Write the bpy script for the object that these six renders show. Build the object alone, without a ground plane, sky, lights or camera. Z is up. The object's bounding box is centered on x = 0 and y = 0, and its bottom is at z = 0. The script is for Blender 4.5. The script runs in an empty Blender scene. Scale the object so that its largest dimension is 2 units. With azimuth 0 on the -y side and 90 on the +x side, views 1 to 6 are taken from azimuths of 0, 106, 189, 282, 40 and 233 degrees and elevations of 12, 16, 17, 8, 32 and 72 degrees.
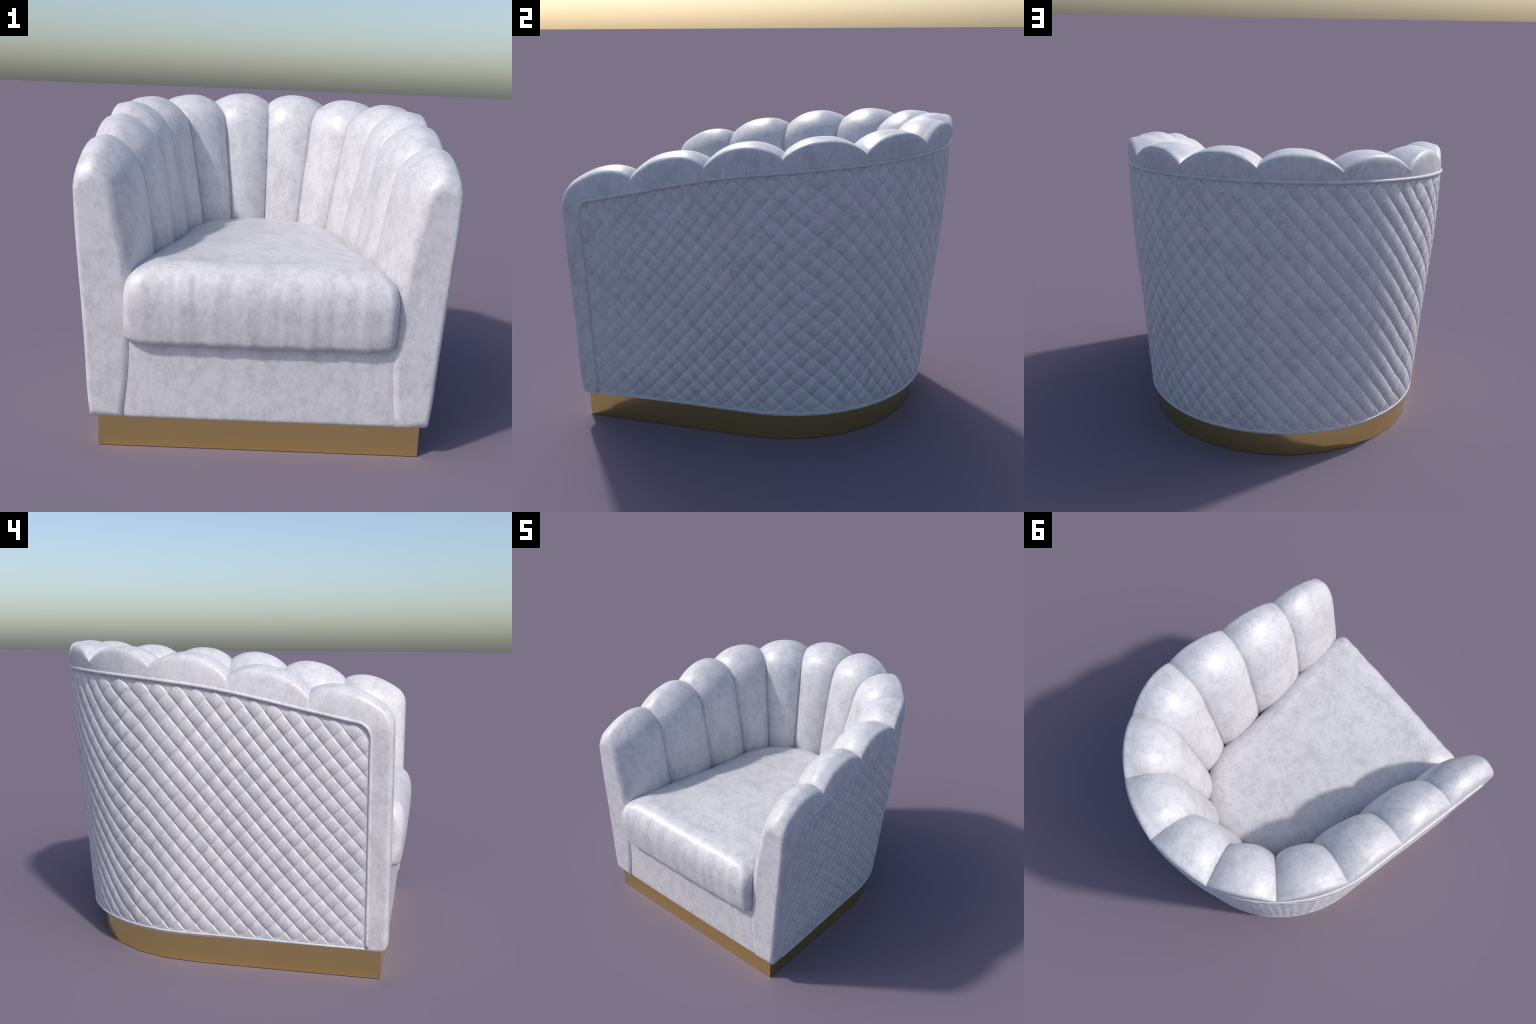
"""Channel-back tub armchair: pale mottled velvet, quilted outer shell, brass plinth."""
import bpy, bmesh, math
import numpy as np
from mathutils import Vector, noise

# ------------------------------------------------------------------ measures
FRONT = -0.934            # y of the flat arm fronts
Z_BOT = 0.148             # underside of the upholstery
PANEL_FRONT = -0.829      # y where the quilted outer panel ends
PANEL_CORNER = 0.080      # rounding of the panel's upper front corner
SEAMS = 7                 # seam 0 = centre back ... seam 6 = arm front
WALL_Z = [0.148, 0.24, 0.47, 0.74, 0.95, 1.18, 1.32, 1.60]
WALL_R = [0.803, 0.813, 0.826, 0.844, 0.860, 0.873, 0.876, 0.876]
RAIL_Y = [-0.95, -0.80, -0.64, -0.47, -0.31, -0.15, 0.012, 0.177, 0.363, 0.57, 0.80, 1.00]
RAIL_Z = [1.238, 1.276, 1.312, 1.348, 1.383, 1.415, 1.442, 1.462, 1.480, 1.496, 1.512, 1.527]


def smooth_interp(x, xs, ys):
    """monotone-ish cubic (Catmull-Rom tangents) through xs, ys"""
    x = np.asarray(x, float); xs = np.asarray(xs, float); ys = np.asarray(ys, float)
    m = np.gradient(ys, xs)
    i = np.clip(np.searchsorted(xs, x) - 1, 0, len(xs) - 2)
    h = xs[i + 1] - xs[i]; t = np.clip((x - xs[i]) / h, 0, 1)
    return ((2*t**3 - 3*t**2 + 1) * ys[i] + (t**3 - 2*t**2 + t) * h * m[i]
            + (-2*t**3 + 3*t**2) * ys[i + 1] + (t**3 - t**2) * h * m[i + 1])


def smoothstep(a, b, x):
    t = np.clip((np.asarray(x, float) - a) / (b - a), 0, 1)
    return t * t * (3 - 2 * t)




def wall_radius(z, s=2.0):
    """outer wall; the wrap-around back tapers in a little more than the arm fronts"""
    z, s = np.asarray(z, float), np.asarray(s, float)
    taper = 0.0145 * np.clip(1 - (z - 0.15) / 1.20, 0, 1) * (1 - smoothstep(1.0, 1.85, s))
    return smooth_interp(z, WALL_Z, WALL_R) - taper


wall_centre = lambda z: 0.083 + 0.015 * np.asarray(z, float)
rail_height = lambda y: smooth_interp(y, RAIL_Y, RAIL_Z)

# position along the outline: s in 0..1 runs over the back's quarter circle,
# s in 1..2 over the straight arm to its front
SEAM_S = [0.0, 27.1 / 90, 53.5 / 90, 80.8 / 90, 1.244, 1.621, 2.0]


def place(s, rho, z, yc, side=1.0):
    """point at outline position s, distance rho from the centre line"""
    s, rho, z, yc = np.broadcast_arrays(*(np.asarray(a, float) for a in (s, rho, z, yc)))
    ang = np.clip(s, 0, 1) * math.pi / 2
    x = rho * np.sin(ang)
    y = yc + rho * np.cos(ang)
    st = s > 1
    x = np.where(st, rho, x)
    y = np.where(st, yc + (FRONT - yc) * (s - 1), y)
    return np.stack([x * side, y, z], -1)


def panel_depth(y, z):
    """distance inside the quilted panel's outline (negative outside)"""
    a = rail_height(y) - z
    b = y - PANEL_FRONT
    r = PANEL_CORNER
    corner = r - np.hypot(np.maximum(r - a, 0), np.maximum(r - b, 0))
    return np.where((a < r) & (b < r), corner, np.minimum(a, b))


# ------------------------------------------------------------------ helpers
ROOT = None


def new_object(name, verts, faces, material, smooth=True, parent=None):
    me = bpy.data.meshes.new(name)
    me.from_pydata([tuple(v) for v in verts], [], faces)
    me.validate(); me.update()
    if smooth:
        me.polygons.foreach_set("use_smooth", [True] * len(me.polygons))
    ob = bpy.data.objects.new(name, me)
    bpy.context.collection.objects.link(ob)
    me.materials.append(material)
    ob.parent = parent or ROOT
    return ob


def grid_faces(nu, nv, close_v=False, flip=False):
    out = []
    for i in range(nu - 1):
        for j in range(nv if close_v else nv - 1):
            k = (j + 1) % nv
            q = (i*nv + j, (i+1)*nv + j, (i+1)*nv + k, i*nv + k)
            out.append(q[::-1] if flip else q)
    return out


def spline(points, spans):
    """centripetal-style Catmull-Rom through 2D points; spans = samples per interval"""
    p = np.asarray(points, float)
    d = np.r_[0, np.cumsum(np.sqrt(np.linalg.norm(np.diff(p[:, :2], axis=0), axis=1)))]
    t = np.concatenate([np.linspace(d[i], d[i+1], n, endpoint=False) for i, n in enumerate(spans)] + [[d[-1]]])
    return np.stack([smooth_interp(t, d, p[:, c]) for c in range(p.shape[1])], -1)


def recalc(ob):
    bm = bmesh.new(); bm.from_mesh(ob.data)
    bmesh.ops.remove_doubles(bm, verts=bm.verts, dist=1e-5)
    bmesh.ops.recalc_face_normals(bm, faces=bm.faces)
    bm.to_mesh(ob.data); bm.free(); ob.data.update()


# ------------------------------------------------------------------ materials
def nodes_of(name):
    m = bpy.data.materials.new(name); m.use_nodes = True
    nt = m.node_tree; nt.nodes.clear()
    out = nt.nodes.new("ShaderNodeOutputMaterial")
    b = nt.nodes.new("ShaderNodeBsdfPrincipled")
    nt.links.new(b.outputs[0], out.inputs[0])
    return m, nt, b


def velvet(name, light=(0.618, 0.611, 0.650), dark=(0.412, 0.408, 0.430), stretch=(1, 1, 0.72), seed=0.0):
    m, nt, b = nodes_of(name)
    N, L = nt.nodes.new, nt.links.new
    tc = N("ShaderNodeTexCoord"); mp = N("ShaderNodeMapping")
    mp.inputs["Scale"].default_value = stretch
    mp.inputs["Location"].default_value = (seed, seed * 0.7, seed * 1.3)
    L(tc.outputs["Object"], mp.inputs[0])

    def noise_tex(scale, detail, rough, dist=0.0):
        n = N("ShaderNodeTexNoise"); n.inputs["Scale"].default_value = scale
        n.inputs["Detail"].default_value = detail; n.inputs["Roughness"].default_value = rough
        n.inputs["Distortion"].default_value = dist
        L(mp.outputs[0], n.inputs["Vector"]); return n.outputs["Fac"]

    def ramp(src, a, c):
        r = N("ShaderNodeMapRange"); r.interpolation_type = 'SMOOTHSTEP'
        r.inputs["From Min"].default_value = a; r.inputs["From Max"].default_value = c
        L(src, r.inputs["Value"]); return r.outputs[0]

    def math_(op, a, c):
        n = N("ShaderNodeMath"); n.operation = op
        for i, v in enumerate((a, c)):
            if isinstance(v, float): n.inputs[i].default_value = v
            else: L(v, n.inputs[i])
        return n.outputs[0]

    cloud = ramp(noise_tex(13.0, 10, 0.76, 0.2), 0.44, 0.62)   # crushed pile, broad to fine
    patch = ramp(noise_tex(3.2, 3, 0.55), 0.40, 0.62)
    fine = ramp(noise_tex(50.0, 7, 0.80, 0.3), 0.44, 0.62)
    speck = ramp(noise_tex(160.0, 2, 0.7), 0.35, 0.70)
    mask = math_('ADD', math_('MULTIPLY', cloud, 0.42), math_('MULTIPLY', patch, 0.08))
    mask = math_('ADD', mask, math_('MULTIPLY', fine, 0.30))
    mask = math_('ADD', mask, math_('MULTIPLY', speck, 0.12))
    mix = N("ShaderNodeMix"); mix.data_type = 'RGBA'
    mix.inputs[6].default_value = (*light, 1); mix.inputs[7].default_value = (*dark, 1)
    L(mask, mix.inputs[0])
    L(mix.outputs[2], b.inputs["Base Color"])
    b.inputs["Roughness"].default_value = 0.40
    b.inputs["Specular IOR Level"].default_value = 0.5
    b.inputs["Sheen Weight"].default_value = 0.05
    b.inputs["Sheen Roughness"].default_value = 0.4
    bump = N("ShaderNodeBump"); bump.inputs["Strength"].default_value = 0.07
    bump.inputs["Distance"].default_value = 0.004
    L(math_('ADD', fine, speck), bump.inputs["Height"])
    L(bump.outputs[0], b.inputs["Normal"])
    return m


def brass(name):
    m, nt, b = nodes_of(name)
    N, L = nt.nodes.new, nt.links.new
    tc = N("ShaderNodeTexCoord"); n = N("ShaderNodeTexNoise")
    n.inputs["Scale"].default_value = 3.0; n.inputs["Detail"].default_value = 2
    L(tc.outputs["Object"], n.inputs["Vector"])
    mix = N("ShaderNodeMix"); mix.data_type = 'RGBA'
    mix.inputs[6].default_value = (0.93, 0.74, 0.27, 1); mix.inputs[7].default_value = (0.97, 0.78, 0.29, 1)
    L(n.outputs["Fac"], mix.inputs[0]); L(mix.outputs[2], b.inputs["Base Color"])
    b.inputs["Metallic"].default_value = 1.0
    b.inputs["Roughness"].default_value = 0.14
    return m


VELVET = velvet("velvet_upholstery")
VELVET_SEAT = velvet("velvet_seat", seed=3.1)
VELVET_QUILT = velvet("velvet_quilt", seed=7.7)
BRASS = brass("brushed_brass")

ROOT = bpy.data.objects.new("tub_armchair", None)
bpy.context.collection.objects.link(ROOT)
ROOT["label"] = "pale grey velvet tub armchair with channelled back, quilted shell, brass plinth"
ROOT["category"] = "armchair"

# ------------------------------------------------------------------ channels
# control heights and radii of the seam line, one column per seam 0..6
NOTCH_Z = [1.591, 1.573, 1.553, 1.535, 1.480, 1.401, 1.303]
NOTCH_R = [0.866, 0.868, 0.870, 0.868, 0.863, 0.861, 0.861]
LIFT    = [0.018, 0.018, 0.020, 0.022, 0.028, 0.034, 0.030]   # crown of the seam above its notch
IN_HIGH = [0.588, 0.598, 0.604, 0.606, 0.614, 0.637, 0.700]   # inner face 0.08 below the notch
IN_MID  = [0.548, 0.557, 0.565, 0.570, 0.580, 0.603, 0.668]   # 0.24 below
IN_SEAT = [0.472, 0.456, 0.474, 0.480, 0.513, 0.563, 0.632]   # at seat level
IN_LOW  = [0.430, 0.415, 0.432, 0.440, 0.490, 0.552, 0.614]   # inside, under the cushion
IN_BASE = [0.430, 0.415, 0.432, 0.440, 0.490, 0.575, 0.646]   # inside, at the very bottom
YC_TOP = 0.126
BULGE = 0.062

SPANS = (26, 4, 8, 8, 8, 6, 6, 8, 12, 8, 4)


def seam_value(table, s):
    return float(smooth_interp(s, SEAM_S, table))


def profile(s):
    """cross-section at outline position s: rows of (rho, z, yc, bulge_rho, bulge_z)"""
    zn, rn = seam_value(NOTCH_Z, s), seam_value(NOTCH_R, s)
    lift, hi, mid = seam_value(LIFT, s), seam_value(IN_HIGH, s), seam_value(IN_MID, s)
    seat, low = seam_value(IN_SEAT, s), seam_value(IN_LOW, s)
    base, w = seam_value(IN_BASE, s), rn - hi
    y_here = float(place(s, 0.878, 0, 0.105)[1])
    zr = float(rail_height(y_here))
    rr = float(wall_radius(zr, s))
    h = zr - Z_BOT     # rows crowd together at the hem and just under the piping
    wall_z = Z_BOT + np.r_[0, .002, .005, .009, .014, .020, .028, .040, np.linspace(.06, h - .04, SPANS[0] - 12), h - .02, h - .012, h - .006, h - .002]
    wall = np.stack([wall_radius(wall_z, s), wall_z, wall_centre(wall_z), 0*wall_z, 0*wall_z], -1)
    # round the bottom edge
    q = np.clip((wall_z - Z_BOT) / 0.016, 0, 1)
    wall[:, 0] -= 0.014 * (1 - np.sqrt(1 - (1 - q)**2))
    ctrl = [
        (rr, zr, wall_centre(zr), 0, 0),
        (rr - 0.30 * (rr - rn), zr + 0.5 * (zn - zr), 0.5 * (YC_TOP + wall_centre(zr)), 0.001, 0.018),
        (rn, zn, YC_TOP, -0.004, 0.060),
        (rn - 0.17 * w, zn + lift * 0.72, YC_TOP, -0.010, 0.066),
        (rn - 0.42 * w, zn + lift, YC_TOP, -0.012, 0.064),
        (hi + 0.36 * w, zn + 0.40 * lift, YC_TOP, -0.022, 0.054),
        (hi + 0.13 * w, zn - 0.030, YC_TOP, -0.038, 0.036),
        (hi, zn - 0.085, YC_TOP, -0.047, 0.018),
        (mid, zn - 0.24, YC_TOP, -0.049, 0.004),
        (seat, 0.87, YC_TOP, -0.047, 0.0),
        (low, 0.45, YC_TOP, -0.045, 0.0),
        (base, 0.150, YC_TOP, -0.040, 0.0),
    ]
    return np.vstack([wall, spline(ctrl, SPANS[1:] + (4,))])


def body(s, shape, side, share=1.0):
    p = profile(s)
    bulge, groove = shape
    rho = p[:, 0] + (share * bulge - groove) * p[:, 3]
    z = p[:, 1] + (share * bulge - 0.35 * groove) * p[:, 4]
    yc = p[:, 2]
    flat = place(s, p[:, 0], z, yc)
    outer = np.arange(len(p)) < SPANS[0] + 3
    d = panel_depth(flat[:, 1], p[:, 1])
    rho = rho - np.where(outer, 0.016 * smoothstep(0.0, 0.012, d), 0)
    return place(s, rho, z, yc, side)


def channel_shape(u, power=2.4, pinch=True):
    """0 at the seams, 1 in the middle; close to a circular arc"""
    x = 2 * u - 1
    groove = 0.16 * math.exp(-((1 - abs(x)) / 0.045)**2) if (pinch or x < 0) else 0.0
    return 1 - abs(x) ** power, groove


def arm_rounding(n):
    """per profile point: fillet radius of the arm's front edge"""
    r = np.full(n, 0.026)
    t = np.arange(n)
    r += 0.036 * smoothstep(22, 44, t)
    r -= 0.028 * smoothstep(46, 66, t)
    return r


def build_channel(k, side):
    s0, s1 = SEAM_S[k], SEAM_S[k + 1]
    last = k == SEAMS - 2
    n = 36
    rows = []
    if not last:
        for i in range(n + 1):
            u = 0.5 - 0.5 * math.cos(math.pi * i / n)
            rows.append(body(s0 + (s1 - s0) * u, channel_shape(u), side))
    else:
        length = (0.126 - FRONT) * (s1 - s0)
        rr = arm_rounding(len(profile(1.9)))
        qs = np.r_[length * (1 - np.array([0, .003, .008, .015, .024, .035, .05])), np.linspace(0.93 * length, 0.085, 26), 0.07 * (1 - np.sin(np.linspace(0.05, math.pi / 2, 16)))]
        for q in qs:
            u = 1 - q / length
            row = body(s0 + (s1 - s0) * u, channel_shape(u, 2.4 if u < 0.5 else 1.75, False), side, 0.92)
            # pull the section towards its middle line as the front edge rounds over
            top_z = seam_value(NOTCH_Z, s0 + (s1 - s0) * u) - 0.075
            heart_z = np.clip(row[:, 2], 0.20, top_z)
            heart = np.stack([side * (0.705 + 0.070 * smoothstep(0.8, 1.25, heart_z)), row[:, 1], heart_z], -1)
            inward = heart - row
            reach = np.maximum(np.linalg.norm(inward, axis=1), 1e-6)
            h = np.clip(rr - q, 0, None)
            inset = np.minimum(rr - np.sqrt(np.maximum(rr**2 - h**2, 0)), 0.85 * reach)
            row = row + inward * (np.where(q < rr, inset, 0) / reach)[:, None]
            # lift the bottom edge a little as the front turns under
            low = np.clip(0.042 - q, 0, 0.042)
            fl = 0.042 - math.sqrt(max(0.042**2 - low**2, 0))
            zz = row[:, 2]
            row[:, 2] = np.where(zz < 0.26, zz + fl * np.clip((0.26 - zz) / 0.112, 0, 1) * (0.35 + 0.65 * smoothstep(0.66, 0.80, np.abs(row[:, 0]))), zz)
            rows.append(row)
    nv = len(rows[0])
    verts = np.vstack(rows)
    faces = grid_faces(len(rows), nv, close_v=True, flip=side < 0)
    if last:
        ring = rows[-1]
        start = len(verts)
        core_z = np.clip(ring[:, 2], 0.26, NOTCH_Z[-1] - 0.09)
        core = np.stack([side * (0.710 + 0.065 * smoothstep(0.8, 1.25, core_z)), ring[:, 1], core_z], -1)
        inner = ring + 0.06 * (core - ring)
        verts = np.vstack([verts, inner])
        base = start - nv
        for j in range(nv):
            j2 = (j + 1) % nv
            q4 = (base + j, start + j, start + j2, base + j2)
            faces.append(q4[::-1] if side < 0 else q4)
        cap = list(range(start, start + nv))
        faces.append(cap if side > 0 else cap[::-1])
    ob = new_object("channel", verts, faces, VELVET)
    bm = bmesh.new(); bm.from_mesh(ob.data)
    bmesh.ops.triangulate(bm, faces=[f for f in bm.faces if len(f.verts) > 4])
    bmesh.ops.recalc_face_normals(bm, faces=bm.faces)
    bm.to_mesh(ob.data); bm.free()
    return ob


for side in (1.0, -1.0):
    for k in range(SEAMS - 1):
        build_channel(k, side)

# ------------------------------------------------------------------ quilted panel
ROW0 = 0.163           # height of the lattice's first row
ROWS = 12.0
QUILT = 0.0150          # loft of a full pad, used for the shading normals
RELIEF = 0.36           # share of the loft in the mesh; deeper pad shading is baked into normals
# lattice column number against arc length along the bottom hem
COL_A = [0.0, 0.83, 1.07, 2.30]
COL_I = [0.0, 9.0, 11.0, 24.1]
R_HEM = 0.806


def hem_arc(s):
    return np.where(s <= 1, R_HEM * s * math.pi / 2, R_HEM * math.pi / 2 + (0.086 - FRONT) * (s - 1))


def panel_s_limit():
    return 1 + (0.1 - PANEL_FRONT) / (0.1 - FRONT)


def build_quilt():
    per = 20
    s_max = panel_s_limit()
    cols_max = float(np.interp(hem_arc(np.float64(s_max)), COL_A, COL_I))
    cols = np.r_[np.arange(0, int(cols_max * per) + 1) / per, cols_max]
    a = np.interp(cols, COL_I, COL_A)
    quarter = R_HEM * math.pi / 2
    s = np.where(a <= quarter, a / quarter, 1 + (a - quarter) / (0.086 - FRONT))
    s = np.r_[-s[:0:-1], s]; col = np.r_[-cols[:0:-1], cols]
    sa = np.abs(s); side = np.sign(s) + (s == 0)
    nr = int(ROWS * per) + 10
    y_top = place(sa, 0.878, 0, 0.105)[:, 1]
    zt = rail_height(y_top)
    b = np.clip(y_top - PANEL_FRONT, 0, PANEL_CORNER)
    z_lim = zt - (PANEL_CORNER - np.sqrt(PANEL_CORNER**2 - (PANEL_CORNER - b)**2))
    pitch = (zt - ROW0) / ROWS
    rows = (np.arange(nr) - 2) / per
    grid, loft = [], []
    for i in range(len(s)):
        z = np.minimum(ROW0 + rows * pitch[i], z_lim[i])
        z = np.maximum(z, 0.158)
        v = (z - ROW0) / pitch[i]
        p, q = v + col[i], v - col[i]
        fp = np.abs(2 * (p - np.floor(p)) - 1); fq = np.abs(2 * (q - np.floor(q)) - 1)
        groove = np.maximum(np.exp(-((1 - fp) / 0.10)**2), np.exp(-((1 - fq) / 0.10)**2))
        pad = 1 - 0.42 * (fp**2 + fq**2) - 0.22 * groove
        # half cells along the borders lie flat: sunk under the piping, full at the hem
        mid = 0.5 * (np.floor(p) + np.floor(q) + 1)
        pad = np.where(mid > ROWS - 0.25, 0.05 - 0.22 * groove, np.where(mid < 0.25, 0.82 - 0.3 * groove, pad))
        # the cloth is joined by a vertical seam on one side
        if side[i] < 0:
            pad = pad + 0.40 * max(0.0, 1 - abs(col[i] + 10) / 0.5) * (1 - groove)
        # plain hem along the bottom edge, pad relief fainter towards the piping and front
        hem = 1 - smoothstep(0.170, 0.182, z)
        pad = pad * (1 - hem) + 0.75 * hem
        d = panel_depth(y_top[i], z)
        calm = (0.45 if side[i] > 0 else 0.25) * (1 - smoothstep(0.0, 0.55, y_top[i] - PANEL_FRONT))
        pad = 0.55 + (pad - 0.55) * (1 - calm) * (0.10 + 0.90 * smoothstep(0.0, 0.045, z_lim[i] - z + 0.03) * smoothstep(0.0, 0.04, y_top[i] - PANEL_FRONT))
        base = wall_radius(z, sa[i]) - 0.0070 + 0.0052
        # hem rolls under
        under = np.clip((0.170 - z) / 0.016, 0, 1)
        base = base - 0.006 * under**2
        puff = QUILT * (pad - 0.62)
        grid.append(place(sa[i], base + RELIEF * puff, z, wall_centre(z), side[i]))
        loft.append(place(sa[i], base + puff, z, wall_centre(z), side[i]))
    verts = np.vstack(grid)
    ob = new_object("quilted_panel", verts, grid_faces(len(s), nr), VELVET_QUILT)
    full = np.array(loft)
    n = np.cross(np.gradient(full, axis=1), np.gradient(full, axis=0))
    size = np.linalg.norm(n, axis=-1, keepdims=True)
    radial = full * np.array([1, 1, 0]) - np.array([0, 0.09, 0])
    radial[..., 1] = np.where(full[..., 1] < 0.09, 0, radial[..., 1])
    n = np.where(size > 1e-9, n / np.maximum(size, 1e-12), radial / np.linalg.norm(radial, axis=-1, keepdims=True))
    n *= np.sign((n * radial).sum(-1, keepdims=True))
    mesh = ob.data
    if (np.array(mesh.polygons[nr * 40 + 30].normal) * radial.reshape(-1, 3)[nr * 40 + 30]).sum() < 0:
        mesh.flip_normals()
    mesh.normals_split_custom_set_from_vertices([tuple(v) for v in n.reshape(-1, 3)])
    return ob


build_quilt()

# ------------------------------------------------------------------ piping
def tube(name, path, radius, material, closed=False, ring=10):
    path = np.asarray(path, float)
    t = np.gradient(path, axis=0); t /= np.linalg.norm(t, axis=1, keepdims=True)
    up = np.array([0.0, 0, 1.0]); rows = []
    out = path.copy(); out[:, 2] = 0; out[:, 1] -= 0.1
    out[:, 1] = np.where(path[:, 1] < 0.1, 0, out[:, 1])
    out /= np.maximum(np.linalg.norm(out, axis=1, keepdims=True), 1e-9)
    for p, tt, o in zip(path, t, out):
        n = o - tt * np.dot(o, tt); n /= np.linalg.norm(n)
        b = np.cross(tt, n)
        ang = np.linspace(0, 2 * math.pi, ring, endpoint=False)
        rows.append(p + radius * (np.cos(ang)[:, None] * n + np.sin(ang)[:, None] * b))
    verts = np.vstack(rows)
    faces = grid_faces(len(rows), ring, close_v=True)
    faces += [tuple(range(ring)), tuple(range(len(verts) - ring, len(verts)))]
    ob = new_object(name, verts, faces, material)
    recalc(ob)
    return ob


def rail_path():
    s_max = panel_s_limit()
    s = np.linspace(0, s_max, 260)
    y = place(s, 0.878, 0, 0.105)[:, 1]
    pts = []
    for si, yi in zip(s, y):
        b = min(max(yi - PANEL_FRONT, 0), PANEL_CORNER)
        if b >= PANEL_CORNER:
            pts.append((si, float(rail_height(yi))))
    # rounded corner, then straight down the arm
    y0, r = PANEL_FRONT, PANEL_CORNER
    zc = float(rail_height(y0 + r)) - r
    for a in np.linspace(math.pi / 2, math.pi, 12)[1:]:
        yy = y0 + r + r * math.cos(a)
        zz = zc + r * math.sin(a) - 0.012 * (1 - math.sin(a)) * 0
        pts.append((1 + (0.105 - yy) / (0.105 - FRONT), zz))
    for zz in np.linspace(zc, 0.168, 40)[1:]:
        pts.append((1 + (0.105 - y0) / (0.105 - FRONT), zz))
    p = np.array(pts)
    sink = 0.004 * smoothstep(0.0, 0.08, rail_height(place(p[:, 0], 0.878, 0, 0.105)[:, 1]) - p[:, 1])
    return place(p[:, 0], wall_radius(p[:, 1], p[:, 0]) + 0.001 - sink, p[:, 1], wall_centre(p[:, 1]))


half = rail_path()
mirror = half[:0:-1] * np.array([-1, 1, 1])
tube("piping", np.vstack([mirror, half]), 0.0090, VELVET)

s = np.linspace(0, panel_s_limit() - 0.004, 120)
hem = place(s, wall_radius(0.160, s) - 0.0025, 0.1625, wall_centre(0.160))
tube("hem_cord", np.vstack([hem[:0:-1] * np.array([-1, 1, 1]), hem]), 0.0060, VELVET)

# ------------------------------------------------------------------ plinth
R_PL, Y_PL, F_PL, H_PL = 0.766, 0.060, -0.900, 0.1495
outline = [(R_PL, F_PL)] + [(R_PL * math.cos(a), Y_PL + R_PL * math.sin(a)) for a in np.linspace(0, math.pi, 15)] + [(-R_PL, F_PL)]


def extrude(name, outline, z0, z1, material):
    n = len(outline)
    v = [(x, y, z0) for x, y in outline] + [(x, y, z1) for x, y in outline]
    f = [(i, (i + 1) % n, n + (i + 1) % n, n + i) for i in range(n)]
    f += [tuple(range(n))[::-1], tuple(range(n, 2 * n))]
    ob = new_object(name, v, f, material, smooth=True)
    recalc(ob)
    ob.data.set_sharp_from_angle(angle=math.radians(30))
    return ob


extrude("plinth", outline, 0.0, H_PL, BRASS)
R_U = 0.785
under = [(R_U, -0.90)] + [(R_U * math.cos(a), 0.085 + R_U * math.sin(a)) for a in np.linspace(0, math.pi, 49)] + [(-R_U, -0.90)]
extrude("underside", under, 0.1490, 0.165, VELVET)

# ------------------------------------------------------------------ front rail under the seat
def build_apron():
    zs = [0.149, 0.1495, 0.151, 0.155, 0.161, 0.169, 0.18] + list(np.linspace(0.20, 0.56, 14))
    xs = np.linspace(-1, 1, 41)
    rows = []
    for z in zs:
        hw = 0.648
        yf = -0.923
        roll = 0.020 * (1 - math.sqrt(max(0, 1 - max(0, (0.169 - z) / 0.020)**2)))
        row = []
        for u in xs:
            edge = 0.006
            x = u * hw
            dx = max(0, edge - (hw - abs(x)))
            ro = edge - math.sqrt(max(0, edge**2 - dx**2))
            sag = 0.003 * math.cos(u * math.pi / 2)
            row.append((x, yf - sag + roll + ro, z))
        rows.append([(-hw, -0.60, z)] + [(-hw, yf + 0.03, z)] + row + [(hw, yf + 0.03, z)] + [(hw, -0.60, z)])
    n = len(rows[0])
    verts = [p for r in rows for p in r]
    faces = grid_faces(len(rows), n)
    faces.append(tuple(range(n)))
    faces.append(tuple(range(len(verts) - n, len(verts)))[::-1])
    ob = new_object("front_rail", verts, faces, VELVET)
    recalc(ob)
    ob.data.set_sharp_from_angle(angle=math.radians(50))
    return ob


build_apron()

# ------------------------------------------------------------------ seat cushion
def cushion_outline(ins_front=0.0, ins_side=0.0, n_front=90, n_side=36, n_back=70, n_corner=14):
    """closed plan outline (x, y), counter-clockwise from the front left, shrunk by the insets"""
    hw, yf = 0.632 - ins_side, -0.991 + ins_front
    rc = 0.055 + 0.35 * min(ins_front, ins_side)
    pts = []
    for x in np.linspace(-hw + rc, hw - rc, n_front):
        pts.append((x, yf - 0.006 * (1 - (x / hw)**2)))
    for a in np.linspace(-math.pi / 2, 0, n_corner)[1:]:
        pts.append((hw - rc + rc * math.cos(a), yf + rc + rc * math.sin(a)))
    rb, yb = 0.478 - ins_side, 0.115
    for t in np.linspace(0, 1, n_side)[1:-1]:
        y = yf + rc + (yb - yf - rc) * t
        x = hw + (rb - hw) * (0.25 * t + 0.75 * (t * t * (3 - 2 * t)))
        pts.append((x, y))
    for a in np.linspace(0, math.pi / 2, n_back // 2):
        pts.append((rb * math.cos(a), yb + rb * math.sin(a)))
    right = pts[n_front:]
    left = [(-x, y) for x, y in right[:-1]][::-1]
    return np.array(pts + left) + np.array([-0.010, 0.0])


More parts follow.
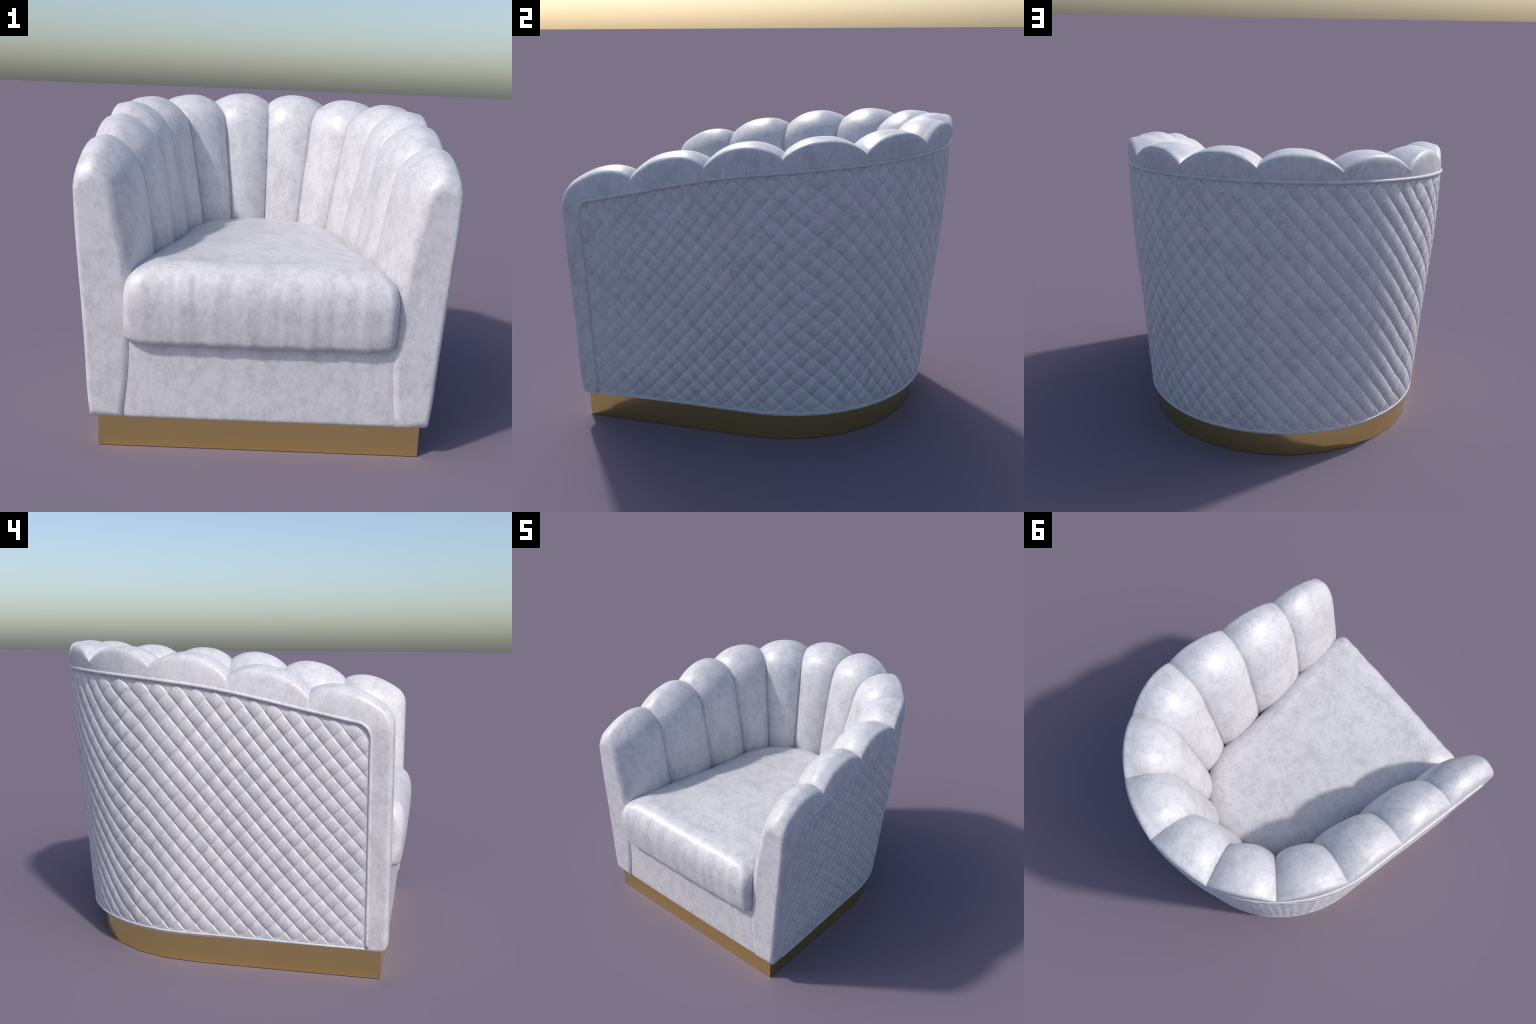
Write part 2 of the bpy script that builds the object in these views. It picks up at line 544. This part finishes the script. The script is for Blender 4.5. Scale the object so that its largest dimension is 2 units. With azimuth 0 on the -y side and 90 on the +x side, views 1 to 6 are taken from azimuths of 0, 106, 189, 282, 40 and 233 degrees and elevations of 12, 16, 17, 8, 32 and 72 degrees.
def build_cushion():
    o = cushion_outline()
    nv = len(o)
    t = np.roll(o, -1, 0) - np.roll(o, 1, 0)
    nrm = np.stack([t[:, 1], -t[:, 0]], -1); nrm /= np.linalg.norm(nrm, axis=1, keepdims=True)
    for _ in range(4):
        nrm = (np.roll(nrm, 1, 0) + 2 * nrm + np.roll(nrm, -1, 0)) / 4
    front = smoothstep(0.3, 0.95, -nrm[:, 1])
    # (inset, z) profile: bottom, face, shoulder
    face = [(0.120, 0.527), (0.060, 0.527), (0.038, 0.531), (0.022, 0.548), (0.012, 0.590), (0.004, 0.66),
            (0.0, 0.735), (0.006, 0.79), (0.022, 0.838), (0.048, 0.874), (0.085, 0.897), (0.130, 0.909)]
    side = [(0.120, 0.527), (0.060, 0.527), (0.026, 0.530), (0.008, 0.548), (0.001, 0.59), (0.0, 0.67),
            (0.0, 0.745), (0.004, 0.795), (0.016, 0.835), (0.040, 0.866), (0.078, 0.889), (0.130, 0.905)]
    sp = (4, 5, 6, 6, 6, 7, 7, 7, 7, 7, 6)
    pf, ps = spline(face, sp), spline(side, sp)
    rows = []
    for k in range(len(pf)):
        z = pf[k, 1] * front + ps[k, 1] * (1 - front)
        rows.append(np.c_[cushion_outline(pf[k, 0], ps[k, 0]), z])
    edge = rows[-1]
    goal = np.array([-0.01, -0.22])
    for f in np.linspace(0, 1, 34)[1:]:
        p = edge.copy()
        p[:, :2] = edge[:, :2] + (goal - edge[:, :2]) * f
        px, py = p[:, 0] / 0.56, (p[:, 1] + 0.24) / 0.72
        crown = np.clip(1 - px**2, 0, 1) * np.clip(1 - py**2, 0, 1)
        p[:, 2] = edge[:, 2] * (1 - f) + 0.907 * f + 0.030 * crown * smoothstep(-0.05, 0.5, f)
        rows.append(p)
    v = np.vstack(rows)
    # soft irregularity and the gathers that run down the front
    for i in range(len(v)):
        x, y, z = v[i]
        w = float(smoothstep(0.72, 0.95, -y))
        n1 = noise.noise((x * 13 + 0.4 * z, z * 1.6, 3.1)) + 0.7 * noise.noise((x * 31, z * 2.4, 9.4))
        n1 += 0.45 * noise.noise((x * 58 + 6 * z, z * 4, y * 3)) * float(smoothstep(0.62, 0.80, z))
        n2 = noise.noise((x * 4, y * 4, z * 4 + 5))
        low = math.exp(-((z - 0.535) / 0.03)**2)
        v[i, 1] += w * (0.0040 * n1 + 0.002 * n2)
        v[i, 2] += 0.004 * n2 * (1 if z > 0.7 else 0.3) + w * low * 0.0035 * n1
        top = float(smoothstep(0.80, 0.90, z))
        v[i, 2] += w * top * 0.0034 * n1
    faces = grid_faces(len(rows), nv, close_v=True)
    faces.append(tuple(range(nv)))
    ob = new_object("seat_cushion", v, faces, VELVET_SEAT)
    recalc(ob)
    return ob


build_cushion()
